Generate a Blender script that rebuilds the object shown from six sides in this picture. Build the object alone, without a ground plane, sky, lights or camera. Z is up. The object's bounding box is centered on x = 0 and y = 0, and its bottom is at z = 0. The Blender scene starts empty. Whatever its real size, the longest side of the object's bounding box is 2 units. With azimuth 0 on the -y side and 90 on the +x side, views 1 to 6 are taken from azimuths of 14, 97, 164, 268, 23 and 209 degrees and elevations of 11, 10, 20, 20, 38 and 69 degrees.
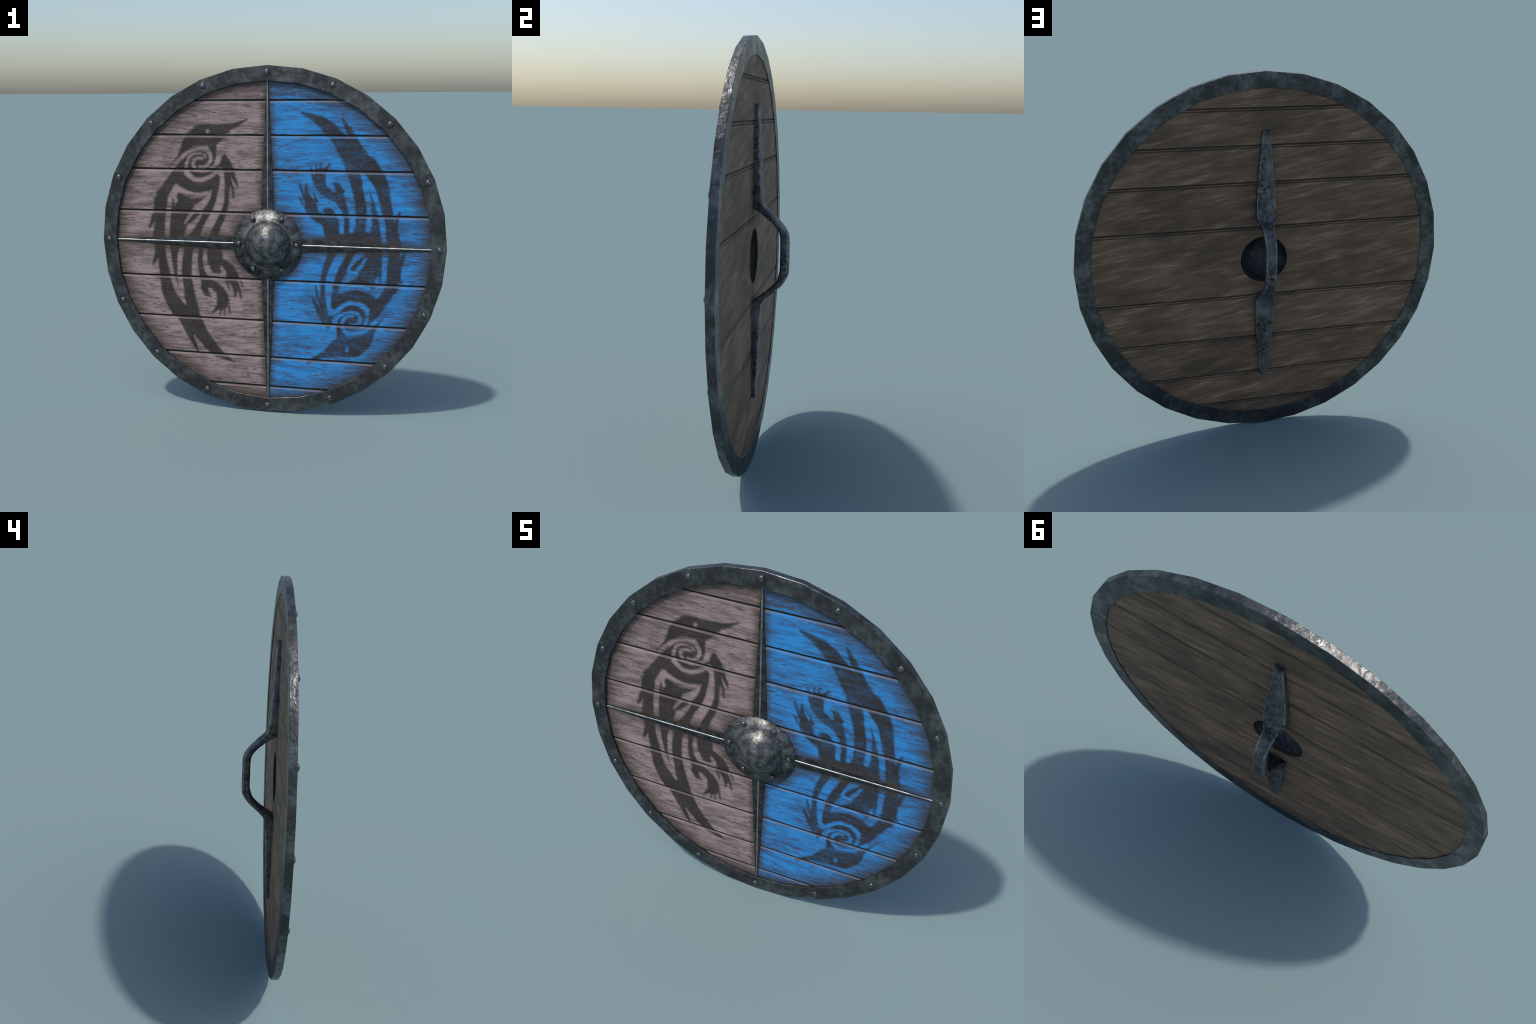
"""Round wooden shield: nine planks in an iron rim, a domed boss, four tapered
cross bars, rivets, a strap handle behind, and two painted tribal ravens."""
import bpy, bmesh, math, random
from mathutils import Vector, noise

random.seed(7)

# ------------------------------------------------------------------ sizes (m)
CZ = 1.0                       # height of the shield's centre
RIM_OUT, RIM_IN, SIDES = 1.0, 0.917, 32
RIM_FRONT, RIM_BACK = -0.0550, -0.0190
WOOD_FRONT, WOOD_BACK = -0.0404, -0.0240
BOSS_R, DOME_R, HOLE_R, BOSS_TIP = 0.2015, 0.134, 0.1285, -0.141
SEAMS = [0.157, 0.335, 0.553, 0.796, 1.183, 1.4265, 1.6215, 1.8145]
BAR_W0, BAR_W1 = 0.0375, 0.0050    # half width of a cross bar at boss and at rim

# ----------------------------------------------------------------- node helper
class Nodes:
    """Thin wrapper that writes a material as expressions."""
    def __init__(self, name):
        self.mat = bpy.data.materials.new(name)
        self.mat.use_nodes = True
        self.t = self.mat.node_tree
        self.t.nodes.clear()
        self.out = self.t.nodes.new("ShaderNodeOutputMaterial")
        tc = self.t.nodes.new("ShaderNodeTexCoord")
        self.p = tc.outputs["Object"]

    def put(self, socket, v):
        if isinstance(v, bpy.types.NodeSocket):
            self.t.links.new(v, socket)
        elif isinstance(v, (int, float)) and socket.type in ("RGBA",):
            socket.default_value = (v, v, v, 1)
        elif isinstance(v, tuple) and socket.type == "RGBA":
            socket.default_value = (*v[:3], 1)
        else:
            socket.default_value = v

    def math(self, op, a, b=0.0, c=0.0, clamp=False):
        n = self.t.nodes.new("ShaderNodeMath"); n.operation = op; n.use_clamp = clamp
        for s, v in zip(n.inputs, (a, b, c)):
            self.put(s, v)
        return n.outputs[0]

    def vec(self, op, a, b=None, scale=None):
        n = self.t.nodes.new("ShaderNodeVectorMath"); n.operation = op
        self.put(n.inputs[0], a)
        if b is not None:
            self.put(n.inputs[1], b)
        if scale is not None:
            self.put(n.inputs["Scale"], scale)
        return n.outputs["Value"] if op in ("DOT_PRODUCT", "LENGTH", "DISTANCE") else n.outputs["Vector"]

    def fma(self, a, b, c):
        n = self.t.nodes.new("ShaderNodeVectorMath"); n.operation = "MULTIPLY_ADD"
        for s, v in zip(n.inputs, (a, b, c)):
            self.put(s, v)
        return n.outputs["Vector"]

    def xyz(self, v):
        n = self.t.nodes.new("ShaderNodeSeparateXYZ"); self.put(n.inputs[0], v)
        return n.outputs

    def ramp(self, v, lo, hi, a=0.0, b=1.0, smooth=True):
        n = self.t.nodes.new("ShaderNodeMapRange")
        n.interpolation_type = "SMOOTHSTEP" if smooth else "LINEAR"
        for k, x in (("Value", v), ("From Min", lo), ("From Max", hi), ("To Min", a), ("To Max", b)):
            self.put(n.inputs[k], x)
        return n.outputs["Result"]

    def noise(self, scale=(1, 1, 1), freq=5.0, detail=4.0, rough=0.55, warp=0.0, shift=(0, 0, 0), rot=(0, 0, 0)):
        m = self.t.nodes.new("ShaderNodeMapping")
        self.put(m.inputs["Vector"], self.p)
        m.inputs["Scale"].default_value = scale
        m.inputs["Location"].default_value = shift
        if any(rot):
            r = self.t.nodes.new("ShaderNodeMapping")
            self.put(r.inputs["Vector"], self.p)
            r.inputs["Rotation"].default_value = rot
            self.t.links.new(r.outputs[0], m.inputs["Vector"])
        n = self.t.nodes.new("ShaderNodeTexNoise")
        self.t.links.new(m.outputs[0], n.inputs["Vector"])
        for k, x in (("Scale", freq), ("Detail", detail), ("Roughness", rough), ("Distortion", warp)):
            n.inputs[k].default_value = x
        return n.outputs["Fac"]

    def mix(self, fac, a, b):
        n = self.t.nodes.new("ShaderNodeMix"); n.data_type = "RGBA"
        self.put(n.inputs[0], fac)
        self.put(n.inputs[6], a); self.put(n.inputs[7], b)
        return n.outputs[2]

    def gain(self, col, k):
        """Multiply a colour by a number or a scalar socket."""
        n = self.t.nodes.new("ShaderNodeVectorMath"); n.operation = "SCALE"
        self.put(n.inputs[0], col); self.put(n.inputs["Scale"], k)
        return n.outputs["Vector"]

    def bump(self, height, dist, strength=1.0):
        n = self.t.nodes.new("ShaderNodeBump")
        n.inputs["Strength"].default_value = strength
        n.inputs["Distance"].default_value = dist
        self.put(n.inputs["Height"], height)
        return n.outputs[0]

    def finish(self, color, rough, metal=0.0, normal=None, spec=0.5):
        b = self.t.nodes.new("ShaderNodeBsdfPrincipled")
        self.put(b.inputs["Base Color"], color)
        self.put(b.inputs["Roughness"], rough)
        self.put(b.inputs["Metallic"], metal)
        self.put(b.inputs["Specular IOR Level"], spec)
        if normal is not None:
            self.t.links.new(normal, b.inputs["Normal"])
        self.t.links.new(b.outputs[0], self.out.inputs["Surface"])
        return self.mat


# --------------------------------------------------------------- iron materials
def iron(name, dark, light, freq=14.0, contrast=(0.38, 0.66), rough=(0.42, 0.62), metal=0.85,
         hammer=0.0, wall=False, pits=0.0, edge=0.0, stretch=(1, 1, 1)):
    n = Nodes(name)
    a = n.noise(scale=stretch, freq=freq, detail=6, rough=0.62)
    b = n.noise(scale=stretch, freq=freq * 4.3, detail=4, rough=0.6, shift=(3.1, 1.7, 5.2))
    f = n.ramp(n.math("MULTIPLY_ADD", b, 0.35, n.math("MULTIPLY", a, 0.75)), contrast[0] * 1.1, contrast[1] * 1.1)
    col = n.mix(f, dark, light)
    if pits:
        where = n.ramp(n.noise(freq=9, detail=4, shift=(8, 2, 4)), 0.42, 0.60)
        fleck = n.ramp(n.noise(freq=60, detail=5, rough=0.72, shift=(1, 9, 4)), 0.45, 0.58)
        col = n.mix(n.math("MULTIPLY", n.math("MULTIPLY", where, fleck), pits), col, (dark[0] * .35, dark[1] * .35, dark[2] * .38))
    if edge:
        g = n.t.nodes.new("ShaderNodeNewGeometry")
        e = n.ramp(g.outputs["Pointiness"], 0.515, 0.60)
        col = n.mix(n.math("MULTIPLY", e, edge), col, (light[0] * 1.6, light[1] * 1.7, light[2] * 1.75))
    r = n.ramp(f, 0, 1, rough[1], rough[0], smooth=False)
    fine = n.noise(freq=freq * 9, detail=3)
    h = n.math("MULTIPLY_ADD", fine, 0.25, f)
    nor = n.bump(h, 0.0012, 0.5)
    if hammer:
        dent = n.noise(freq=38, detail=2, rough=0.45, warp=0.6)
        if wall:                                     # dents from the hammer, on the outer edge only
            sel = n.t.nodes.new("ShaderNodeNewGeometry")
            side = n.ramp(n.math("ABSOLUTE", n.xyz(sel.outputs["Normal"])[1]), 0.5, 0.25)
            dent = n.math("MULTIPLY", dent, n.ramp(side, 0, 1, 0.12, 1.0))
        nor2 = n.t.nodes.new("ShaderNodeBump")
        nor2.inputs["Strength"].default_value = hammer
        nor2.inputs["Distance"].default_value = 0.006
        n.put(nor2.inputs["Height"], dent)
        n.t.links.new(nor, nor2.inputs["Normal"])
        nor = nor2.outputs[0]
    return n.finish(col, r, metal, nor)


# ---------------------------------------------------- the painted raven emblem
# Brush strokes of the raven on the pale half, in millimetres from the boss
# centre: (across, up, brush radius).  "dark" lays the body down, "light" lifts
# gaps out of it, "detail" adds barbs and claws on top.
RAVEN = {
    "dark": {
        "beak": [(-326, 646, 30), (-251, 655, 25), (-195, 668, 16), (-158, 684, 10), (-119, 703, 5)],
        "crown": [(-405, 640, 32), (-349, 644, 34), (-270, 644, 32)],
        "jaw": [(-244, 648, 28), (-282, 607, 28), (-312, 585, 26)],
        "brow": [(-383, 646, 31), (-432, 618, 32), (-456, 584, 36)],
        "cheek": [(-441, 591, 40), (-380, 599, 47), (-312, 601, 43)],
        "nape": [(-464, 569, 38), (-492, 526, 24), (-519, 493, 13), (-549, 459, 9), (-579, 431, 5)],
        "throat": [(-327, 571, 35), (-315, 528, 17), (-311, 491, 11), (-329, 455, 11)],
        "swirl_bed": [(-409, 468, 88), (-394, 454, 86)],
        "swirl_bed_side": [(-493, 453, 24), (-525, 416, 37)],
        "breast_side": [(-532, 416, 27), (-537, 375, 43), (-484, 339, 35), (-423, 318, 35), (-350, 334, 40), (-308, 368, 33)],
        "shoulder": [(-549, 356, 43), (-589, 319, 37), (-621, 277, 31), (-638, 228, 42), (-646, 153, 43), (-648, 77, 34), (-656, 32, 39), (-648, -44, 34), (-636, -112, 29), (-620, -189, 39), (-617, -243, 37), (-603, -292, 46), (-578, -349, 52), (-539, -402, 60)],
        "heart_top": [(-524, 272, 12), (-494, 247, 23), (-440, 237, 23), (-386, 255, 12), (-366, 264, 5)],
        "heart": [(-521, 257, 21), (-486, 221, 50), (-523, 156, 58), (-541, 62, 51), (-551, -33, 43)],
        "rib": [(-304, 346, 30), (-311, 291, 20), (-329, 236, 27), (-360, 176, 31), (-396, 112, 32), (-428, 54, 35), (-453, -22, 39)],
        "belly": [(-649, -10, 40), (-317, 2, 40)],
        "wing": [(-251, 510, 3), (-251, 485, 19), (-248, 456, 35), (-241, 431, 37), (-231, 399, 25), (-231, 355, 22), (-239, 293, 14), (-243, 238, 16), (-251, 201, 17), (-269, 160, 23), (-300, 100, 26), (-314, 51, 26), (-317, -6, 37)],
        "wing_root": [(-303, 425, 11), (-254, 445, 23)],
        "sliver": [(-563, -52, 24), (-561, -129, 21), (-555, -205, 15), (-548, -243, 9), (-541, -283, 2)],
        "column": [(-480, -49, 31), (-488, -145, 35), (-488, -221, 31), (-478, -298, 34), (-469, -359, 39), (-464, -413, 49)],
        "tail": [(-500, -415, 71), (-471, -464, 67), (-443, -525, 65), (-404, -578, 55), (-348, -621, 37), (-307, -662, 30), (-258, -688, 17), (-204, -714, 5)],
        "spur": [(-471, -562, 22), (-453, -608, 16), (-436, -643, 10), (-426, -666, 6)],
        "leg": [(-399, -46, 19), (-404, -103, 19), (-397, -160, 22), (-386, -201, 26), (-369, -239, 34), (-324, -256, 28), (-286, -284, 27), (-272, -322, 36), (-272, -360, 36), (-283, -380, 27)],
        "claw_hook": [(-383, -270, 23), (-368, -306, 18), (-345, -317, 8)],
        "thigh": [(-317, -47, 45), (-314, -100, 49), (-307, -145, 39), (-296, -157, 28)],
        "shank": [(-265, -124, 29), (-227, -153, 31), (-210, -193, 38), (-210, -216, 35), (-198, -246, 23), (-191, -272, 16), (-197, -322, 4)],
    },
    "light": {
        "swirl_first": [(-563, 430, 12), (-527, 469, 11), (-488, 503, 11), (-442, 530, 11), (-396, 540, 12), (-358, 532, 12), (-335, 506, 11), (-332, 475, 10), (-348, 447, 9), (-375, 433, 8), (-400, 436, 6)],
        "swirl_second": [(-280, 427, 6), (-311, 401, 11), (-345, 375, 11), (-388, 359, 11), (-434, 363, 11), (-464, 387, 11), (-480, 420, 10), (-477, 453, 9), (-462, 489, 8), (-434, 510, 6), (-404, 515, 5), (-374, 508, 5), (-361, 491, 5)],
        "swirl_third": [(-287, 466, 10), (-314, 439, 9), (-349, 418, 8), (-387, 412, 8), (-423, 421, 9), (-439, 446, 10), (-434, 471, 10), (-410, 486, 8), (-382, 485, 6)],
        "eye": [(-349, 637, 10), (-352, 622, 6)],
        "collar": [(-524, 300, 9), (-485, 281, 14), (-439, 267, 15), (-389, 273, 13), (-355, 285, 10), (-330, 297, 3)],
        "first_gap": [(-541, 316, 16), (-563, 275, 18), (-575, 230, 21), (-593, 169, 14), (-601, 117, 14), (-603, 41, 13), (-601, -42, 13), (-598, -99, 13), (-585, -164, 12), (-573, -225, 13), (-556, -278, 17), (-531, -312, 21), (-517, -344, 14), (-501, -376, 3)],
        "second_gap": [(-519, -51, 13), (-528, -101, 14), (-534, -162, 11), (-534, -216, 14), (-526, -262, 13), (-523, -300, 15)],
        "third_gap": [(-428, -51, 13), (-437, -97, 14), (-441, -150, 14), (-440, -196, 16), (-428, -249, 18)],
        "fourth_gap": [(-375, -47, 9), (-378, -106, 10), (-368, -159, 14), (-345, -195, 12), (-308, -204, 9), (-266, -196, 8), (-263, -173, 12), (-278, -147, 9)],
        "breast_gap": [(-335, 288, 4), (-351, 261, 13), (-373, 231, 16), (-402, 195, 19), (-424, 168, 18)],
        "breast_fork": [(-435, 170, 16), (-465, 143, 14), (-493, 107, 6)],
        "breast_fork_long": [(-397, 175, 12), (-415, 141, 14), (-444, 95, 15), (-470, 61, 16), (-491, 28, 9)],
        "wing_gap": [(-267, 422, 7), (-268, 365, 9), (-271, 310, 14), (-281, 237, 21), (-311, 162, 22), (-350, 98, 25), (-372, 49, 25), (-386, 20, 14)],
        "tail_fork": [(-450, -569, 2), (-428, -603, 9), (-409, -629, 15), (-394, -668, 20)],
        "claw_gap": [(-346, -279, 7), (-337, -302, 12), (-320, -324, 8)],
        "shank_gap": [(-232, -244, 7), (-225, -270, 10)],
    },
    "detail": {
        "heart_barb": [(-563, 241, 7), (-564, 208, 9), (-568, 178, 12)],
        "breast_barb": [(-422, 163, 16), (-450, 132, 14), (-484, 101, 6)],
        "shoulder_barb": [(-623, 294, 27), (-663, 278, 7)],
        "flank_barb": [(-662, 231, 18), (-682, 248, 6)],
        "side_barb": [(-676, 137, 26), (-697, 106, 13), (-714, 76, 5)],
        "hip_barb": [(-660, -56, 23), (-679, -107, 14), (-696, -142, 5)],
        "wing_barb": [(-213, 421, 19), (-198, 374, 13), (-185, 352, 11), (-179, 333, 6)],
        "wing_tip_barb": [(-223, 355, 16), (-206, 319, 8), (-200, 264, 5)],
        "toe_inner": [(-303, -389, 16), (-334, -420, 4)],
        "toe_middle": [(-282, -396, 9), (-288, -431, 4)],
        "toe_outer": [(-262, -395, 9), (-260, -429, 3)],
        "toe_rear": [(-240, -340, 9), (-229, -420, 4)],
        "talon_inner": [(-247, -222, 10), (-232, -272, 5)],
        "talon_outer": [(-180, -241, 10), (-170, -283, 8), (-159, -326, 5)],
        "talon_rear": [(-168, -210, 7), (-150, -253, 4)],
    },
}

def turned(x, z):
    """The raven on the blue half is the same stencil turned about the boss."""
    return -1.004 * x + 0.092 * z + 53.0, -0.063 * x - 1.000 * z + 14.0

def segments(layer, lo, hi, blue):
    """Tapered capsules of one layer that can reach heights lo..hi."""
    out = []
    for pts in RAVEN[layer].values():
        q = [((*turned(x, z), r) if blue else (x, z, r)) for x, z, r in pts]
        for (x0, z0, r0), (x1, z1, r1) in zip(q, q[1:]):
            reach = max(r0, r1) + 12
            if min(z0, z1) - reach < hi and max(z0, z1) + reach > lo:
                out.append((x0 / 1e3, z0 / 1e3, r0 / 1e3, x1 / 1e3, z1 / 1e3, r1 / 1e3))
    return out

def nearest(n, q, segs):
    """Signed distance from q (x, 0, z) to a union of tapered capsules."""
    best = None
    for x0, z0, r0, x1, z1, r1 in segs:
        dx, dz = x1 - x0, z1 - z0
        ll = dx * dx + dz * dz
        # feeding the running result back (times almost nothing) keeps the
        # capsules evaluated one after another, so few values are alive at once
        p = q if best is None else n.fma(best, (1e-9, 1e-9, 1e-9), q)
        h = n.math("ADD", n.vec("DOT_PRODUCT", p, (dx / ll, 0, dz / ll)), -(x0 * dx + z0 * dz) / ll, clamp=True)
        d = n.vec("DISTANCE", p, n.fma(h, (dx, 0, dz), (x0, 0, z0)))
        d = n.math("ADD", d, n.math("MULTIPLY_ADD", h, r0 - r1, -r0))
        best = d if best is None else n.math("MINIMUM", best, d)
    return best

PALE = ((0.152, 0.110, 0.101), (0.370, 0.268, 0.258))     # two streak tones of the pale paint
BLUE = ((0.036, 0.110, 0.250), (0.030, 0.275, 0.660))
BARE = (0.052, 0.037, 0.027)                             # bare, dirty wood
PITCH = (0.029, 0.024, 0.019)                            # raven paint
GRIME = (0.006, 0.007, 0.007)

def painted_wood(index, lo, hi, blue):
    n = Nodes("blue_painted_wood" if blue else "pale_painted_wood")
    x, _, z = n.xyz(n.p)
    z = n.math("SUBTRACT", z, CZ)
    flat = n.t.nodes.new("ShaderNodeCombineXYZ")
    n.put(flat.inputs[0], x); n.put(flat.inputs[2], z)
    off = (index * 1.37 + (5.0 if blue else 0.0), 0.0, index * 0.73)

    # horizontal brush and grain streaks
    broad = n.noise(scale=(1.6, 1, 9), freq=3.2, detail=5, rough=0.6, shift=off)
    fine = n.noise(scale=(3, 1, 60), freq=3.0, detail=6, rough=0.65, shift=off)
    hair = n.noise(scale=(6, 1, 190), freq=3.0, detail=3, rough=0.6, shift=off)
    tone = n.math("ADD", n.math("MULTIPLY", broad, 0.55), n.math("MULTIPLY", fine, 0.45))
    two = BLUE if blue else PALE
    paint = n.mix(n.ramp(tone, 0.38, 0.57), two[0], two[1])
    paint = n.gain(paint, n.ramp(hair, 0.25, 0.75, 0.84, 1.12))

    # flakes where the paint has chipped to bare wood
    where = n.ramp(n.noise(scale=(1.4, 1, 4.5), freq=4.2, detail=3, shift=(off[2], 3, off[0])), 0.40, 0.57)
    chip = n.ramp(n.noise(scale=(1, 1, 5.5), freq=22, detail=6, rough=0.72, shift=off), 0.51, 0.615)
    chips = n.math("MULTIPLY", n.math("MULTIPLY", where, chip), 0.84)
    bare = n.gain((0.092, 0.058, 0.050) if blue else (0.088, 0.068, 0.062), n.ramp(hair, 0.3, 0.7, 0.75, 1.2))
    col = n.mix(chips, paint, bare)

    # raven
    soft = 0.0100
    mask = None
    wob = n.math("MULTIPLY", n.math("SUBTRACT", n.noise(scale=(1, 1, 2.5), freq=45, detail=3), 0.5), 0.012)
    for layer in ("dark", "light", "detail"):
        segs = segments(layer, (lo - CZ) * 1e3, (hi - CZ) * 1e3, blue)
        if not segs:
            continue
        d = n.math("ADD", nearest(n, flat.outputs[0], segs), wob)
        m = n.ramp(d, soft * 0.9, -soft * 0.9)
        if layer == "light":
            if mask is not None:
                mask = n.math("MULTIPLY", mask, n.math("SUBTRACT", 1.0, m))
        else:
            mask = m if mask is None else n.math("MAXIMUM", mask, m)
    if mask is not None:
        speck = n.noise(scale=(1, 1, 1.4), freq=85, detail=3, rough=0.75, shift=(4, 1, 7))
        big = n.noise(scale=(1, 1, 2), freq=6.5, detail=3, shift=(1, 4, 2))
        thin = n.ramp(n.math("MULTIPLY_ADD", big, 0.55, n.math("MULTIPLY", speck, 0.6)), 0.50, 0.78)
        cover = n.math("SUBTRACT", 0.97, n.math("MULTIPLY", thin, 0.33 if blue else 0.13))
        pitch = n.gain(PITCH, n.ramp(fine, 0.3, 0.7, 0.72, 1.30))
        col = n.mix(n.math("MULTIPLY", mask, cover), col, pitch)

    # paint rubbed thin and dirty beside the rim, the bars and the boss
    r = n.vec("LENGTH", flat.outputs[0])
    ax, az = n.math("ABSOLUTE", x), n.math("ABSOLUTE", z)
    k = (BAR_W0 - BAR_W1) / (RIM_IN - BOSS_R)
    bar_v = n.math("SUBTRACT", ax, n.math("MULTIPLY_ADD", az, -k, BAR_W0 + k * BOSS_R))
    bar_h = n.math("SUBTRACT", az, n.math("MULTIPLY_ADD", ax, -k, BAR_W0 + k * BOSS_R))
    near = n.math("MINIMUM", n.math("MULTIPLY", bar_v, 1.55), n.math("MULTIPLY", bar_h, 1.15))
    near = n.math("MINIMUM", near, n.math("SUBTRACT", r, BOSS_R))
    near = n.math("MINIMUM", near, n.math("MULTIPLY", n.math("SUBTRACT", RIM_IN - 0.003, r), 0.58))
    jit = n.math("MULTIPLY", n.math("SUBTRACT", n.noise(scale=(1.2, 1, 16), freq=6, detail=5, rough=0.65, shift=off), 0.5), 0.10)
    keep = n.ramp(n.math("ADD", near, jit), -0.012, 0.075)
    dirt = n.gain(BARE, n.ramp(fine, 0.3, 0.7, 0.6, 1.45))
    col = n.mix(n.ramp(keep, 0, 1, 0.90, 0.0, smooth=False), col, dirt)

    # worn top edge of the plank, and grime in the slot above it
    edge = n.math("SUBTRACT", hi - CZ, z)
    worn = n.ramp(n.math("MULTIPLY_ADD", n.math("SUBTRACT", hair, 0.5), 0.006, edge), 0.0215, 0.0195)
    rub = n.mix(n.ramp(broad, 0.42, 0.68), (0.235, 0.180, 0.155), two[1])
    col = n.mix(n.math("MULTIPLY", worn, 0.52), col, n.gain(rub, 1.0))
    slot = n.ramp(edge, 0.0106, 0.0088)
    col = n.mix(slot, col, GRIME)
    low = n.ramp(n.math("SUBTRACT", z, lo - CZ), 0.0016, 0.0004)
    col = n.mix(low, col, GRIME)

    h = n.math("ADD", n.math("MULTIPLY", hair, 0.5), n.math("MULTIPLY_ADD", fine, 0.8, n.math("MULTIPLY", chips, -0.9)))
    nor = n.bump(h, 0.0016, 0.55)
    rough = n.ramp(fine, 0.3, 0.7, 0.62, 0.8)
    return n.finish(col, rough, 0.0, nor, spec=0.35)


def bare_wood(index, lo, hi):
    """Back of a plank: brown timber with slanting saw streaks."""
    n = Nodes("bare_wood")
    _, _, z = n.xyz(n.p)
    off = (index * 2.3, 0, index * 1.1)
    plank_tone = 0.90 + 0.20 * ((index * 0.618) % 1.0)
    tilt = (0, math.radians(-9), 0)
    broad = n.noise(scale=(1.7, 1, 10), freq=2.4, detail=4, rough=0.6, shift=off, rot=tilt)
    fine = n.noise(scale=(1.6, 1, 34), freq=4.0, detail=5, rough=0.62, shift=off, rot=tilt)
    patch = n.noise(freq=2.6, detail=3, shift=off)
    tone = n.math("MULTIPLY_ADD", broad, 0.5, n.math("MULTIPLY", fine, 0.5))
    col = n.mix(n.ramp(tone, 0.34, 0.70), (0.104, 0.061, 0.035), (0.268, 0.162, 0.096))
    glow = n.math("MULTIPLY", n.ramp(broad, 0.51, 0.70), n.ramp(fine, 0.46, 0.68))
    col = n.mix(n.math("MULTIPLY", glow, 0.62), col, (0.60, 0.375, 0.255))
    col = n.gain(col, n.ramp(patch, 0.32, 0.66, 0.76 * plank_tone, 1.16 * plank_tone))
    top = n.math("SUBTRACT", hi, z)
    bot = n.math("SUBTRACT", z, lo)
    g = n.math("MAXIMUM", n.ramp(top, 0.0026, 0.0012),
               n.math("MULTIPLY", n.math("MULTIPLY", n.ramp(top, 0.0080, 0.0092), n.ramp(top, 0.0158, 0.0140)), 0.85))
    g = n.math("MAXIMUM", g, n.ramp(bot, 0.0068, 0.0048))
    col = n.mix(n.math("MULTIPLY", g, 0.76), col, (0.016, 0.013, 0.014))
    nor = n.bump(n.math("MULTIPLY_ADD", fine, 1.0, n.math("MULTIPLY", broad, 0.6)), 0.002, 0.5)
    return n.finish(col, n.ramp(fine, 0.3, 0.7, 0.6, 0.75), 0.0, nor, spec=0.4)


# ------------------------------------------------------------------ mesh helpers
def make(name, verts, faces, mats, parent, idx=None, smooth=None):
    me = bpy.data.meshes.new(name)
    me.from_pydata(verts, [], faces)
    for m in mats:
        me.materials.append(m)
    if idx:
        for p, i in zip(me.polygons, idx):
            p.material_index = i
    bm = bmesh.new(); bm.from_mesh(me)
    bmesh.ops.recalc_face_normals(bm, faces=bm.faces)
    bm.to_mesh(me); bm.free()
    ob = bpy.data.objects.new(name, me)
    bpy.context.collection.objects.link(ob)
    ob.parent = parent
    if smooth is not None:
        me.shade_smooth()
        me.set_sharp_from_angle(angle=math.radians(smooth))
    return ob

def lathe(profile, count, closed=False, start=0.0):
    """Revolve (radius, y) points round the shield's axis."""
    v, f = [], []
    rings = []
    for r, y in profile:
        if r < 1e-6:
            rings.append([len(v)]); v.append((0, y, CZ)); continue
        ring = []
        for i in range(count):
            a = start + 2 * math.pi * i / count
            ring.append(len(v)); v.append((r * math.sin(a), y, CZ + r * math.cos(a)))
        rings.append(ring)
    pairs = list(zip(rings, rings[1:])) + ([(rings[-1], rings[0])] if closed else [])
    for a, b in pairs:
        for i in range(count):
            j = (i + 1) % count
            if len(a) == 1:
                f.append((a[0], b[i], b[j]))
            elif len(b) == 1:
                f.append((a[i], a[j], b[0]))
            else:
                f.append((a[i], a[j], b[j], b[i]))
    return v, f


# ------------------------------------------------------------------------ build
root = bpy.data.objects.new("round_shield", None)
bpy.context.collection.objects.link(root)
root["label"] = "round wooden shield with iron rim, boss and painted ravens"
root["category"] = "shield"

rim_iron = iron("rim_iron", (0.056, 0.058, 0.059), (0.210, 0.213, 0.212), freq=9, contrast=(0.42, 0.74), rough=(0.30, 0.44), hammer=0.6, wall=True)
boss_iron = iron("boss_iron", (0.050, 0.052, 0.053), (0.300, 0.300, 0.292), freq=22, contrast=(0.38, 0.74), rough=(0.34, 0.50), hammer=0.25)
hollow_iron = iron("hollow_iron", (0.035, 0.037, 0.040), (0.10, 0.105, 0.110), freq=10, rough=(0.5, 0.6))
bar_iron = iron("bar_iron", (0.034, 0.036, 0.037), (0.125, 0.130, 0.130), freq=26, contrast=(0.40, 0.74), rough=(0.5, 0.65))
ridge_iron = iron("polished_ridge", (0.22, 0.24, 0.25), (0.48, 0.49, 0.48), freq=16, rough=(0.30, 0.44), metal=0.95)
rivet_iron = iron("rivet_iron", (0.065, 0.068, 0.072), (0.20, 0.205, 0.21), freq=60, rough=(0.24, 0.34), metal=0.9)
handle_iron = iron("handle_iron", (0.064, 0.065, 0.066), (0.190, 0.187, 0.184), freq=12, contrast=(0.34, 0.66), rough=(0.42, 0.6),
                   metal=0.65, pits=1.0)
rubbed_iron = iron("rubbed_iron", (0.090, 0.092, 0.094), (0.300, 0.305, 0.305), freq=22, contrast=(0.36, 0.62), rough=(0.38, 0.55), metal=0.65, pits=0.8)

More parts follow.
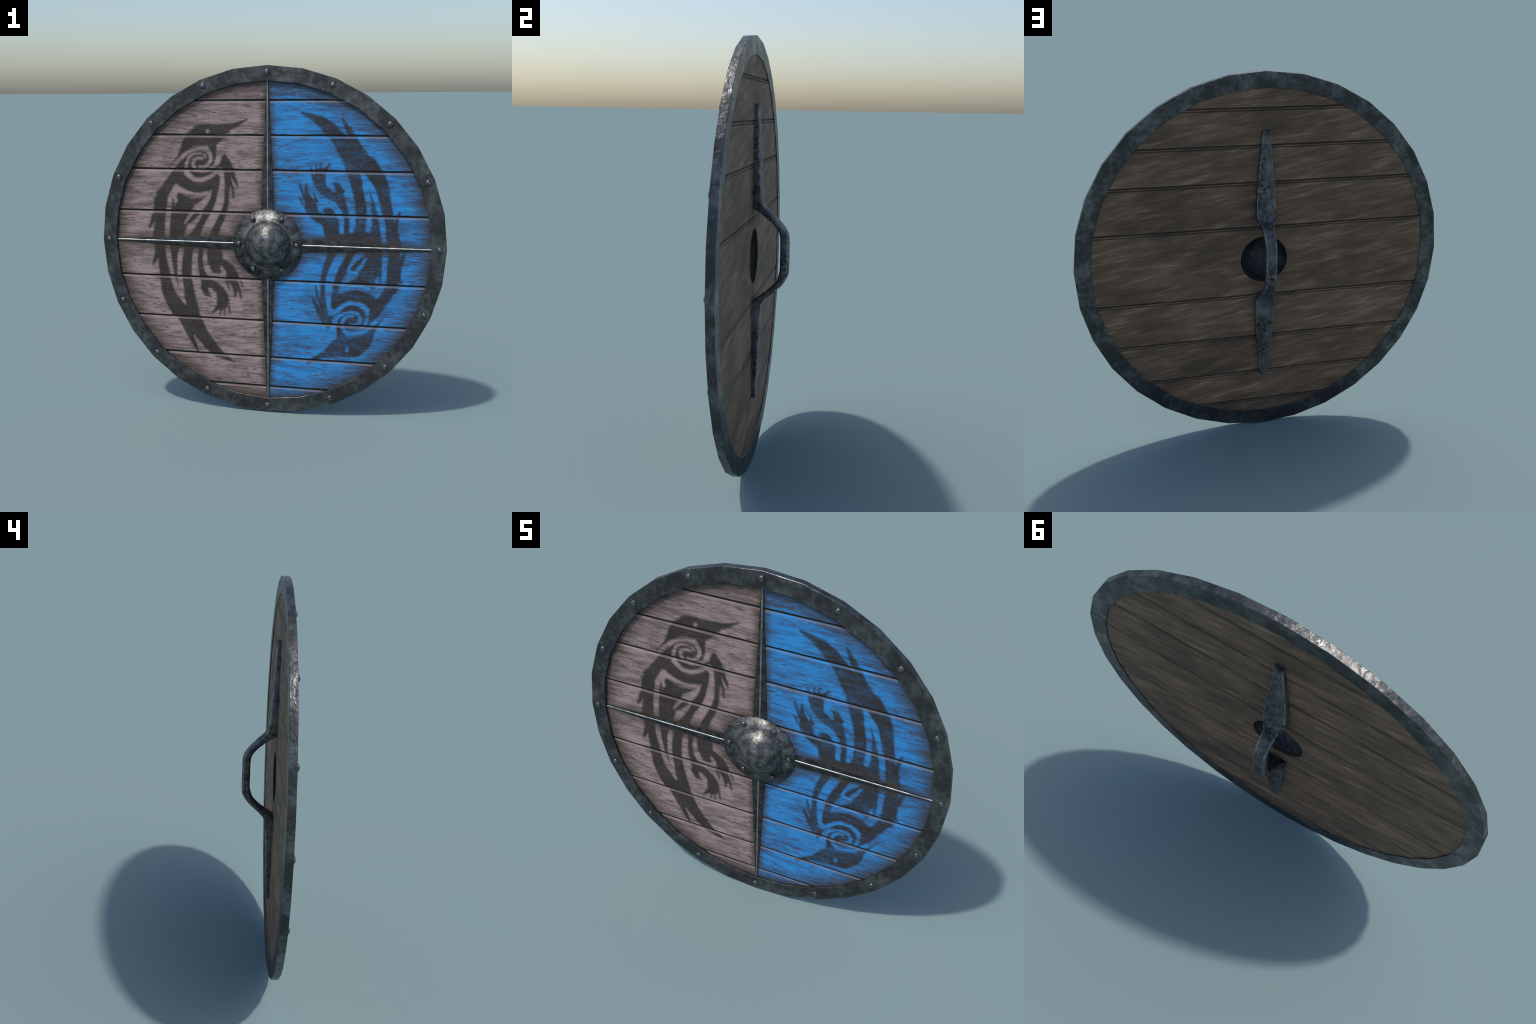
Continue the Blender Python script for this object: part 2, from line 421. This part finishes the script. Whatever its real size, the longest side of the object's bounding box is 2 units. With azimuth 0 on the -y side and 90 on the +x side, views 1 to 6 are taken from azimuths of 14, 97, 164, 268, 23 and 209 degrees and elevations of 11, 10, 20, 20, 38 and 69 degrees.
# ---- planks -------------------------------------------------------------------
def plank(index, lo, hi):
    first, last = lo is None, hi is None
    zl = CZ - 0.945 if first else lo
    zh = CZ + 0.945 if last else hi
    front_l, front_r, back = painted_wood(index, zl, zh, False), painted_wood(index, zl, zh, True), bare_wood(index, zl, zh)
    # closed cross-section (z, y): up the front, down the back; front flags choose the paint
    sec = []
    e = 0.00015
    if first:
        sec += [(zl, WOOD_BACK, 1), (zl, WOOD_FRONT, 1)]
    else:
        sec += [(zl + e, -0.031, 1), (zl + e, WOOD_FRONT + 0.0035, 1), (zl + 0.0012, WOOD_FRONT + 0.0006, 1), (zl + 0.003, WOOD_FRONT, 1)]
    if last:
        sec += [(zh, WOOD_FRONT, 0), (zh, WOOD_BACK, 0)]
    else:
        sec += [(zh - 0.0215, WOOD_FRONT, 1), (zh - 0.0185, WOOD_FRONT + 0.0006, 1), (zh - 0.0105, WOOD_FRONT + 0.0028, 1),
                (zh - 0.0085, WOOD_FRONT + 0.0038, 1), (zh - e, WOOD_FRONT + 0.0038, 0), (zh - e, -0.0295, 0),
                (zh - 0.0030, WOOD_BACK - 0.0005, 0), (zh - 0.0085, WOOD_BACK - 0.0005, 0), (zh - 0.0098, WOOD_BACK - 0.0040, 0),
                (zh - 0.0158, WOOD_BACK, 0)]
    if not first:
        sec += [(zl + 0.0065, WOOD_BACK, 0), (zl + 0.0022, WOOD_BACK - 0.0050, 0), (zl + e, -0.0290, 0)]
    n = len(sec)
    cols = 40
    verts, faces, idx = [], [], []
    for c in range(cols + 1):
        u = -1 + 2 * c / cols
        for z, y, _ in sec:
            half = math.sqrt(max(0.945 ** 2 - (z - CZ) ** 2, 1e-4))
            x = u * half
            wob = 0.0012 * noise.noise(Vector((x * 9, index * 3.1, z * 4)))
            verts.append((x, y, z + wob))
    for c in range(cols):
        for i in range(n):
            j = (i + 1) % n
            faces.append((c * n + i, c * n + j, (c + 1) * n + j, (c + 1) * n + i))
            idx.append((0 if c < cols // 2 else 1) if sec[i][2] else 2)
    faces.append(tuple(range(n))); idx.append(2)
    faces.append(tuple(cols * n + i for i in range(n))); idx.append(2)
    return make("plank", verts, faces, [front_l, front_r, back], root, idx)

edges = [None] + SEAMS + [None]
planks = [plank(i, a, b) for i, (a, b) in enumerate(zip(edges, edges[1:]))]

# grip hole through the middle plank
cv, cf = lathe([(0, -0.08), (HOLE_R, -0.08), (HOLE_R, 0.02), (0, 0.02)], 64)
cut = make("hole_cutter", cv, cf, [], None)
for _ in range(3):
    cut.data.materials.append(None)
hole = Nodes("hole_edge_wood")
hole_wood = hole.finish(hole.mix(hole.noise(freq=30), (0.030, 0.022, 0.011), (0.062, 0.044, 0.022)), 0.85)
planks[4].data.materials.append(hole_wood)
cut.data.materials.append(None)
for p in cut.data.polygons:
    p.material_index = 3
mod = planks[4].modifiers.new("hole", "BOOLEAN")
mod.operation, mod.object, mod.solver = "DIFFERENCE", cut, "EXACT"
done = bpy.data.meshes.new_from_object(planks[4].evaluated_get(bpy.context.evaluated_depsgraph_get()))
planks[4].modifiers.clear()
planks[4].data = done
done.name = "plank"
bpy.data.objects.remove(cut)

# ---- rim ----------------------------------------------------------------------
b = 0.0016
wall = 0.0012
prof = [(RIM_IN, WOOD_FRONT + 0.003), (RIM_IN, RIM_FRONT + b), (RIM_IN + b, RIM_FRONT), (0.958, RIM_FRONT),
        (RIM_OUT - b, RIM_FRONT), (RIM_OUT, RIM_FRONT + b), (RIM_OUT, -0.037), (RIM_OUT, RIM_BACK - b), (RIM_OUT - b, RIM_BACK),
        (0.958, RIM_BACK), (RIM_IN + b, RIM_BACK), (RIM_IN, RIM_BACK - b), (RIM_IN, WOOD_BACK - 0.003)]
rv, rf = lathe(prof, SIDES, closed=True)
rim = make("rim", rv, rf, [rim_iron], root, smooth=40)

# ---- boss ---------------------------------------------------------------------
base_y = -0.0530
sph = (DOME_R ** 2 + (base_y - BOSS_TIP) ** 2) / (2 * (base_y - BOSS_TIP))
top = math.asin(DOME_R / sph)
dome = [(sph * math.sin(top * i / 14), BOSS_TIP + sph * (1 - math.cos(top * i / 14))) for i in range(15)]
flange = [(0.145, -0.0528), (0.158, -0.0524), (0.172, -0.0516), (0.188, -0.0502), (0.1985, -0.0482),
          (BOSS_R, -0.0462), (BOSS_R, -0.0390)]
under = [(0.1295, -0.0385)]
inner = [(0.129 * i / 10, -0.040 - 0.093 * (1 - (i / 10) ** 2) ** 0.8) for i in range(10, -1, -1)]
bv, bf = lathe(dome + flange + under + inner, 64)
outside = 64 * (len(dome) + len(flange) - 1)
boss = make("boss", bv, bf, [boss_iron, hollow_iron], root, [0 if i < outside else 1 for i in range(len(bf))], smooth=80)
# the beaten flange rolls outwards: lean its shading normals as a dished plate's
me = boss.data
normals = []
for p in me.polygons:
    mid = Vector((p.center.x, 0, p.center.z - CZ)).length
    for li in p.loop_indices:
        v = me.vertices[me.loops[li].vertex_index].co
        rad = Vector((v.x, 0, v.z - CZ))
        if mid > DOME_R and p.center.y < -0.0465:
            a = math.radians(27 + 24 * (rad.length - DOME_R) / (BOSS_R - DOME_R))
            normals.append(Vector((0, -math.cos(a), 0)) + rad.normalized() * math.sin(a))
        elif mid < DOME_R and v.y > base_y - 0.0005 and p.center.y < base_y:
            a = top * 0.97
            normals.append(Vector((0, -math.cos(a), 0)) + rad.normalized() * math.sin(a))
        else:
            normals.append(me.corner_normals[li].vector.copy())
me.normals_split_custom_set(normals)

# ---- rivets -------------------------------------------------------------------
def rivet_mesh(radius, height):
    me = bpy.data.meshes.new("rivet")
    bm = bmesh.new()
    rings = []
    steps, count = 7, 20
    for i in range(steps):
        a = math.pi / 2 * i / steps
        r, y = radius * math.cos(a), -height * math.sin(a) ** 0.9
        rings.append([bm.verts.new((r * math.sin(t), y, r * math.cos(t))) for t in (2 * math.pi * k / count for k in range(count))])
    low = [bm.verts.new((v.co.x, 0.004, v.co.z)) for v in rings[0]]
    rings.insert(0, low)
    tip = bm.verts.new((0, -height, 0))
    for a, c in zip(rings, rings[1:]):
        for k in range(count):
            bm.faces.new((a[k], a[(k + 1) % count], c[(k + 1) % count], c[k]))
    for k in range(count):
        bm.faces.new((rings[-1][k], rings[-1][(k + 1) % count], tip))
    bm.faces.new(low)
    bmesh.ops.recalc_face_normals(bm, faces=bm.faces)
    bm.to_mesh(me); bm.free()
    me.materials.append(rivet_iron)
    me.shade_smooth()
    return me

def rivets(me, parent, count, radius, y, start):
    for i in range(count):
        a = start + 2 * math.pi * i / count
        ob = bpy.data.objects.new("rivet", me)
        bpy.context.collection.objects.link(ob)
        ob.parent = parent
        ob.location = (radius * math.sin(a), y, CZ + radius * math.cos(a))
        ob.rotation_euler = (0, random.uniform(0, 6.28), 0)
        s = random.uniform(0.95, 1.05)
        ob.scale = (s, s, s)

rivets(rivet_mesh(0.0175, 0.0110), rim, 16, 0.9615, RIM_FRONT, 0.0)
rivets(rivet_mesh(0.0155, 0.0125), boss, 6, 0.1675, -0.0510, math.radians(30))

# ---- cross bars ---------------------------------------------------------------
def crossbar(angle):
    verts, faces, idx = [], [], []
    steps = 36
    for s in range(steps + 1):
        r = 0.185 + (0.930 - 0.185) * s / steps
        t = min(max((r - BOSS_R) / (RIM_IN - BOSS_R), 0), 1)
        w = BAR_W0 + (BAR_W1 - BAR_W0) * t
        wl = w + 0.0008 * noise.noise(Vector((r * 14, angle, 0)))
        wr = w + 0.0008 * noise.noise(Vector((r * 14, angle, 5)))
        k = 0.0040
        kk = min(k, w * 0.75)
        sec = [(-wl, -0.0395), (-wl, -0.0435), (-max(wl - 0.0015, kk), -0.0440), (-kk, -0.0446), (-kk * 0.75, -0.0462), (0, -0.0470),
               (kk * 0.75, -0.0462), (kk, -0.0446), (max(wr - 0.0015, kk), -0.0440), (wr, -0.0435), (wr, -0.0395)]
        for a, y in sec:
            # along r, sideways a
            verts.append((r * math.sin(angle) + a * math.cos(angle), y, CZ + r * math.cos(angle) - a * math.sin(angle)))
    n = 11
    for s in range(steps):
        for i in range(n):
            j = (i + 1) % n
            faces.append((s * n + i, s * n + j, (s + 1) * n + j, (s + 1) * n + i))
            idx.append(1 if 3 <= i <= 6 else 0)
    faces.append(tuple(range(n))); idx.append(0)
    faces.append(tuple(steps * n + i for i in range(n))); idx.append(0)
    return make("crossbar", verts, faces, [bar_iron, ridge_iron], root, idx, smooth=50)

for q in range(4):
    crossbar(q * math.pi / 2)

# ---- handle -------------------------------------------------------------------
# stations: outer (y, z), inner (y, z), half width; from the top tip to the bottom tip
STATIONS = [
    ((-0.0060, 1.6990), (-0.0248, 1.6990), 0.0195),
    ((-0.0045, 1.6600), (-0.0248, 1.6600), 0.0240),
    ((0.0040, 1.4500), (-0.0248, 1.4500), 0.0440),
    ((0.0120, 1.3100), (-0.0248, 1.3000), 0.0530),
    ((0.0197, 1.2470), (-0.0248, 1.2310), 0.0540),
    ((0.0310, 1.2270), (-0.0060, 1.2165), 0.0440),
    ((0.0465, 1.2140), (0.0120, 1.2035), 0.0360),
    ((0.0675, 1.1965), (0.0360, 1.1825), 0.0340),
    ((0.1010, 1.1620), (0.0690, 1.1520), 0.0325),
    ((0.1250, 1.1320), (0.0880, 1.1280), 0.0315),
    ((0.1370, 1.1050), (0.0985, 1.1040), 0.0315),
    ((0.1412, 1.0700), (0.1010, 1.0700), 0.0315),
    ((0.1412, 1.0100), (0.1010, 1.0100), 0.0315),
    ((0.1412, 0.9600), (0.1010, 0.9550), 0.0315),
    ((0.1385, 0.9190), (0.0960, 0.9180), 0.0315),
    ((0.1220, 0.8830), (0.0830, 0.8840), 0.0315),
    ((0.0950, 0.8520), (0.0620, 0.8590), 0.0325),
    ((0.0660, 0.8260), (0.0340, 0.8335), 0.0340),
    ((0.0480, 0.8110), (0.0120, 0.8175), 0.0360),
    ((0.0330, 0.7980), (-0.0060, 0.8015), 0.0440),
    ((0.0205, 0.7800), (-0.0248, 0.7840), 0.0540),
    ((0.0120, 0.7200), (-0.0248, 0.7220), 0.0530),
    ((0.0035, 0.5500), (-0.0248, 0.5500), 0.0430),
    ((-0.0060, 0.3500), (-0.0248, 0.3500), 0.0240),
    ((-0.0075, 0.3160), (-0.0248, 0.3160), 0.0195),
]

def handle():
    verts, faces, idx = [], [], []
    sub = 6
    def cr(a, b_, c, d, t):
        return 0.5 * (2 * b_ + (c - a) * t + (2 * a - 5 * b_ + 4 * c - d) * t * t + (3 * b_ - a - 3 * c + d) * t ** 3)
    flat = [(o[0], o[1], i[0], i[1], w) for o, i, w in STATIONS]
    dense = []
    for s in range(len(flat) - 1):
        p0, p1, p2, p3 = flat[max(s - 1, 0)], flat[s], flat[s + 1], flat[min(s + 2, len(flat) - 1)]
        for k in range(sub):
            sm = [cr(a, b_, c, d, k / sub) for a, b_, c, d in zip(p0, p1, p2, p3)]
            ln = [b_ + (c - b_) * k / sub for b_, c in zip(p1, p2)]
            sharp = 1.0 if s in (3, 4, 5, 18, 19, 20) else 0.0       # keep the heel bends crisp
            dense.append([l * sharp + q * (1 - sharp) for l, q in zip(ln, sm)])
    dense.append(list(flat[-1]))
    for oy, oz, iy, iz, w in dense:
        w -= 0.0012
        o, i = Vector((0, oy, oz)), Vector((0, iy, iz))
        across = o - i
        th = across.length
        across.normalize()
        grip = min(max((oy - 0.03) / 0.06, 0), 1)           # grip is rounder, strap ends are flat
        c = 0.0042 + 0.0053 * grip
        cb = 0.0100 * grip + 0.0002
        ring = []
        def corner(cx, ct, sx, st, rad):
            for q in range(4):
                a = math.pi / 2 * q / 3
                yield (cx + sx * rad * math.cos(a), ct + st * rad * math.sin(a))
        pts = list(corner(w - c, th - c, 1, 1, c))
        pts += list(corner(-(w - c), th - c, -1, 1, c))[::-1]
        pts += list(corner(-(w - cb), cb, -1, -1, cb))
        pts += list(corner(w - cb, cb, 1, -1, cb))[::-1]
        for px, pt in pts:
            jit = 0.0007 * noise.noise(Vector((px * 40, oz * 22, pt * 60)))
            v = i + across * (pt + jit)
            verts.append((px, min(v.y, 0.1412), v.z))
    n = 16
    for s in range(len(dense) - 1):
        for i in range(n):
            j = (i + 1) % n
            faces.append((s * n + i, s * n + j, (s + 1) * n + j, (s + 1) * n + i))
            idx.append(1 if i in (0, 1, 2, 4, 5, 6) else 0)      # rubbed corners
    faces.append(tuple(range(n))); idx.append(0)
    faces.append(tuple((len(dense) - 1) * n + i for i in range(n))); idx.append(0)
    return make("handle", verts, faces, [handle_iron, rubbed_iron], root, idx, smooth=38)

handle()
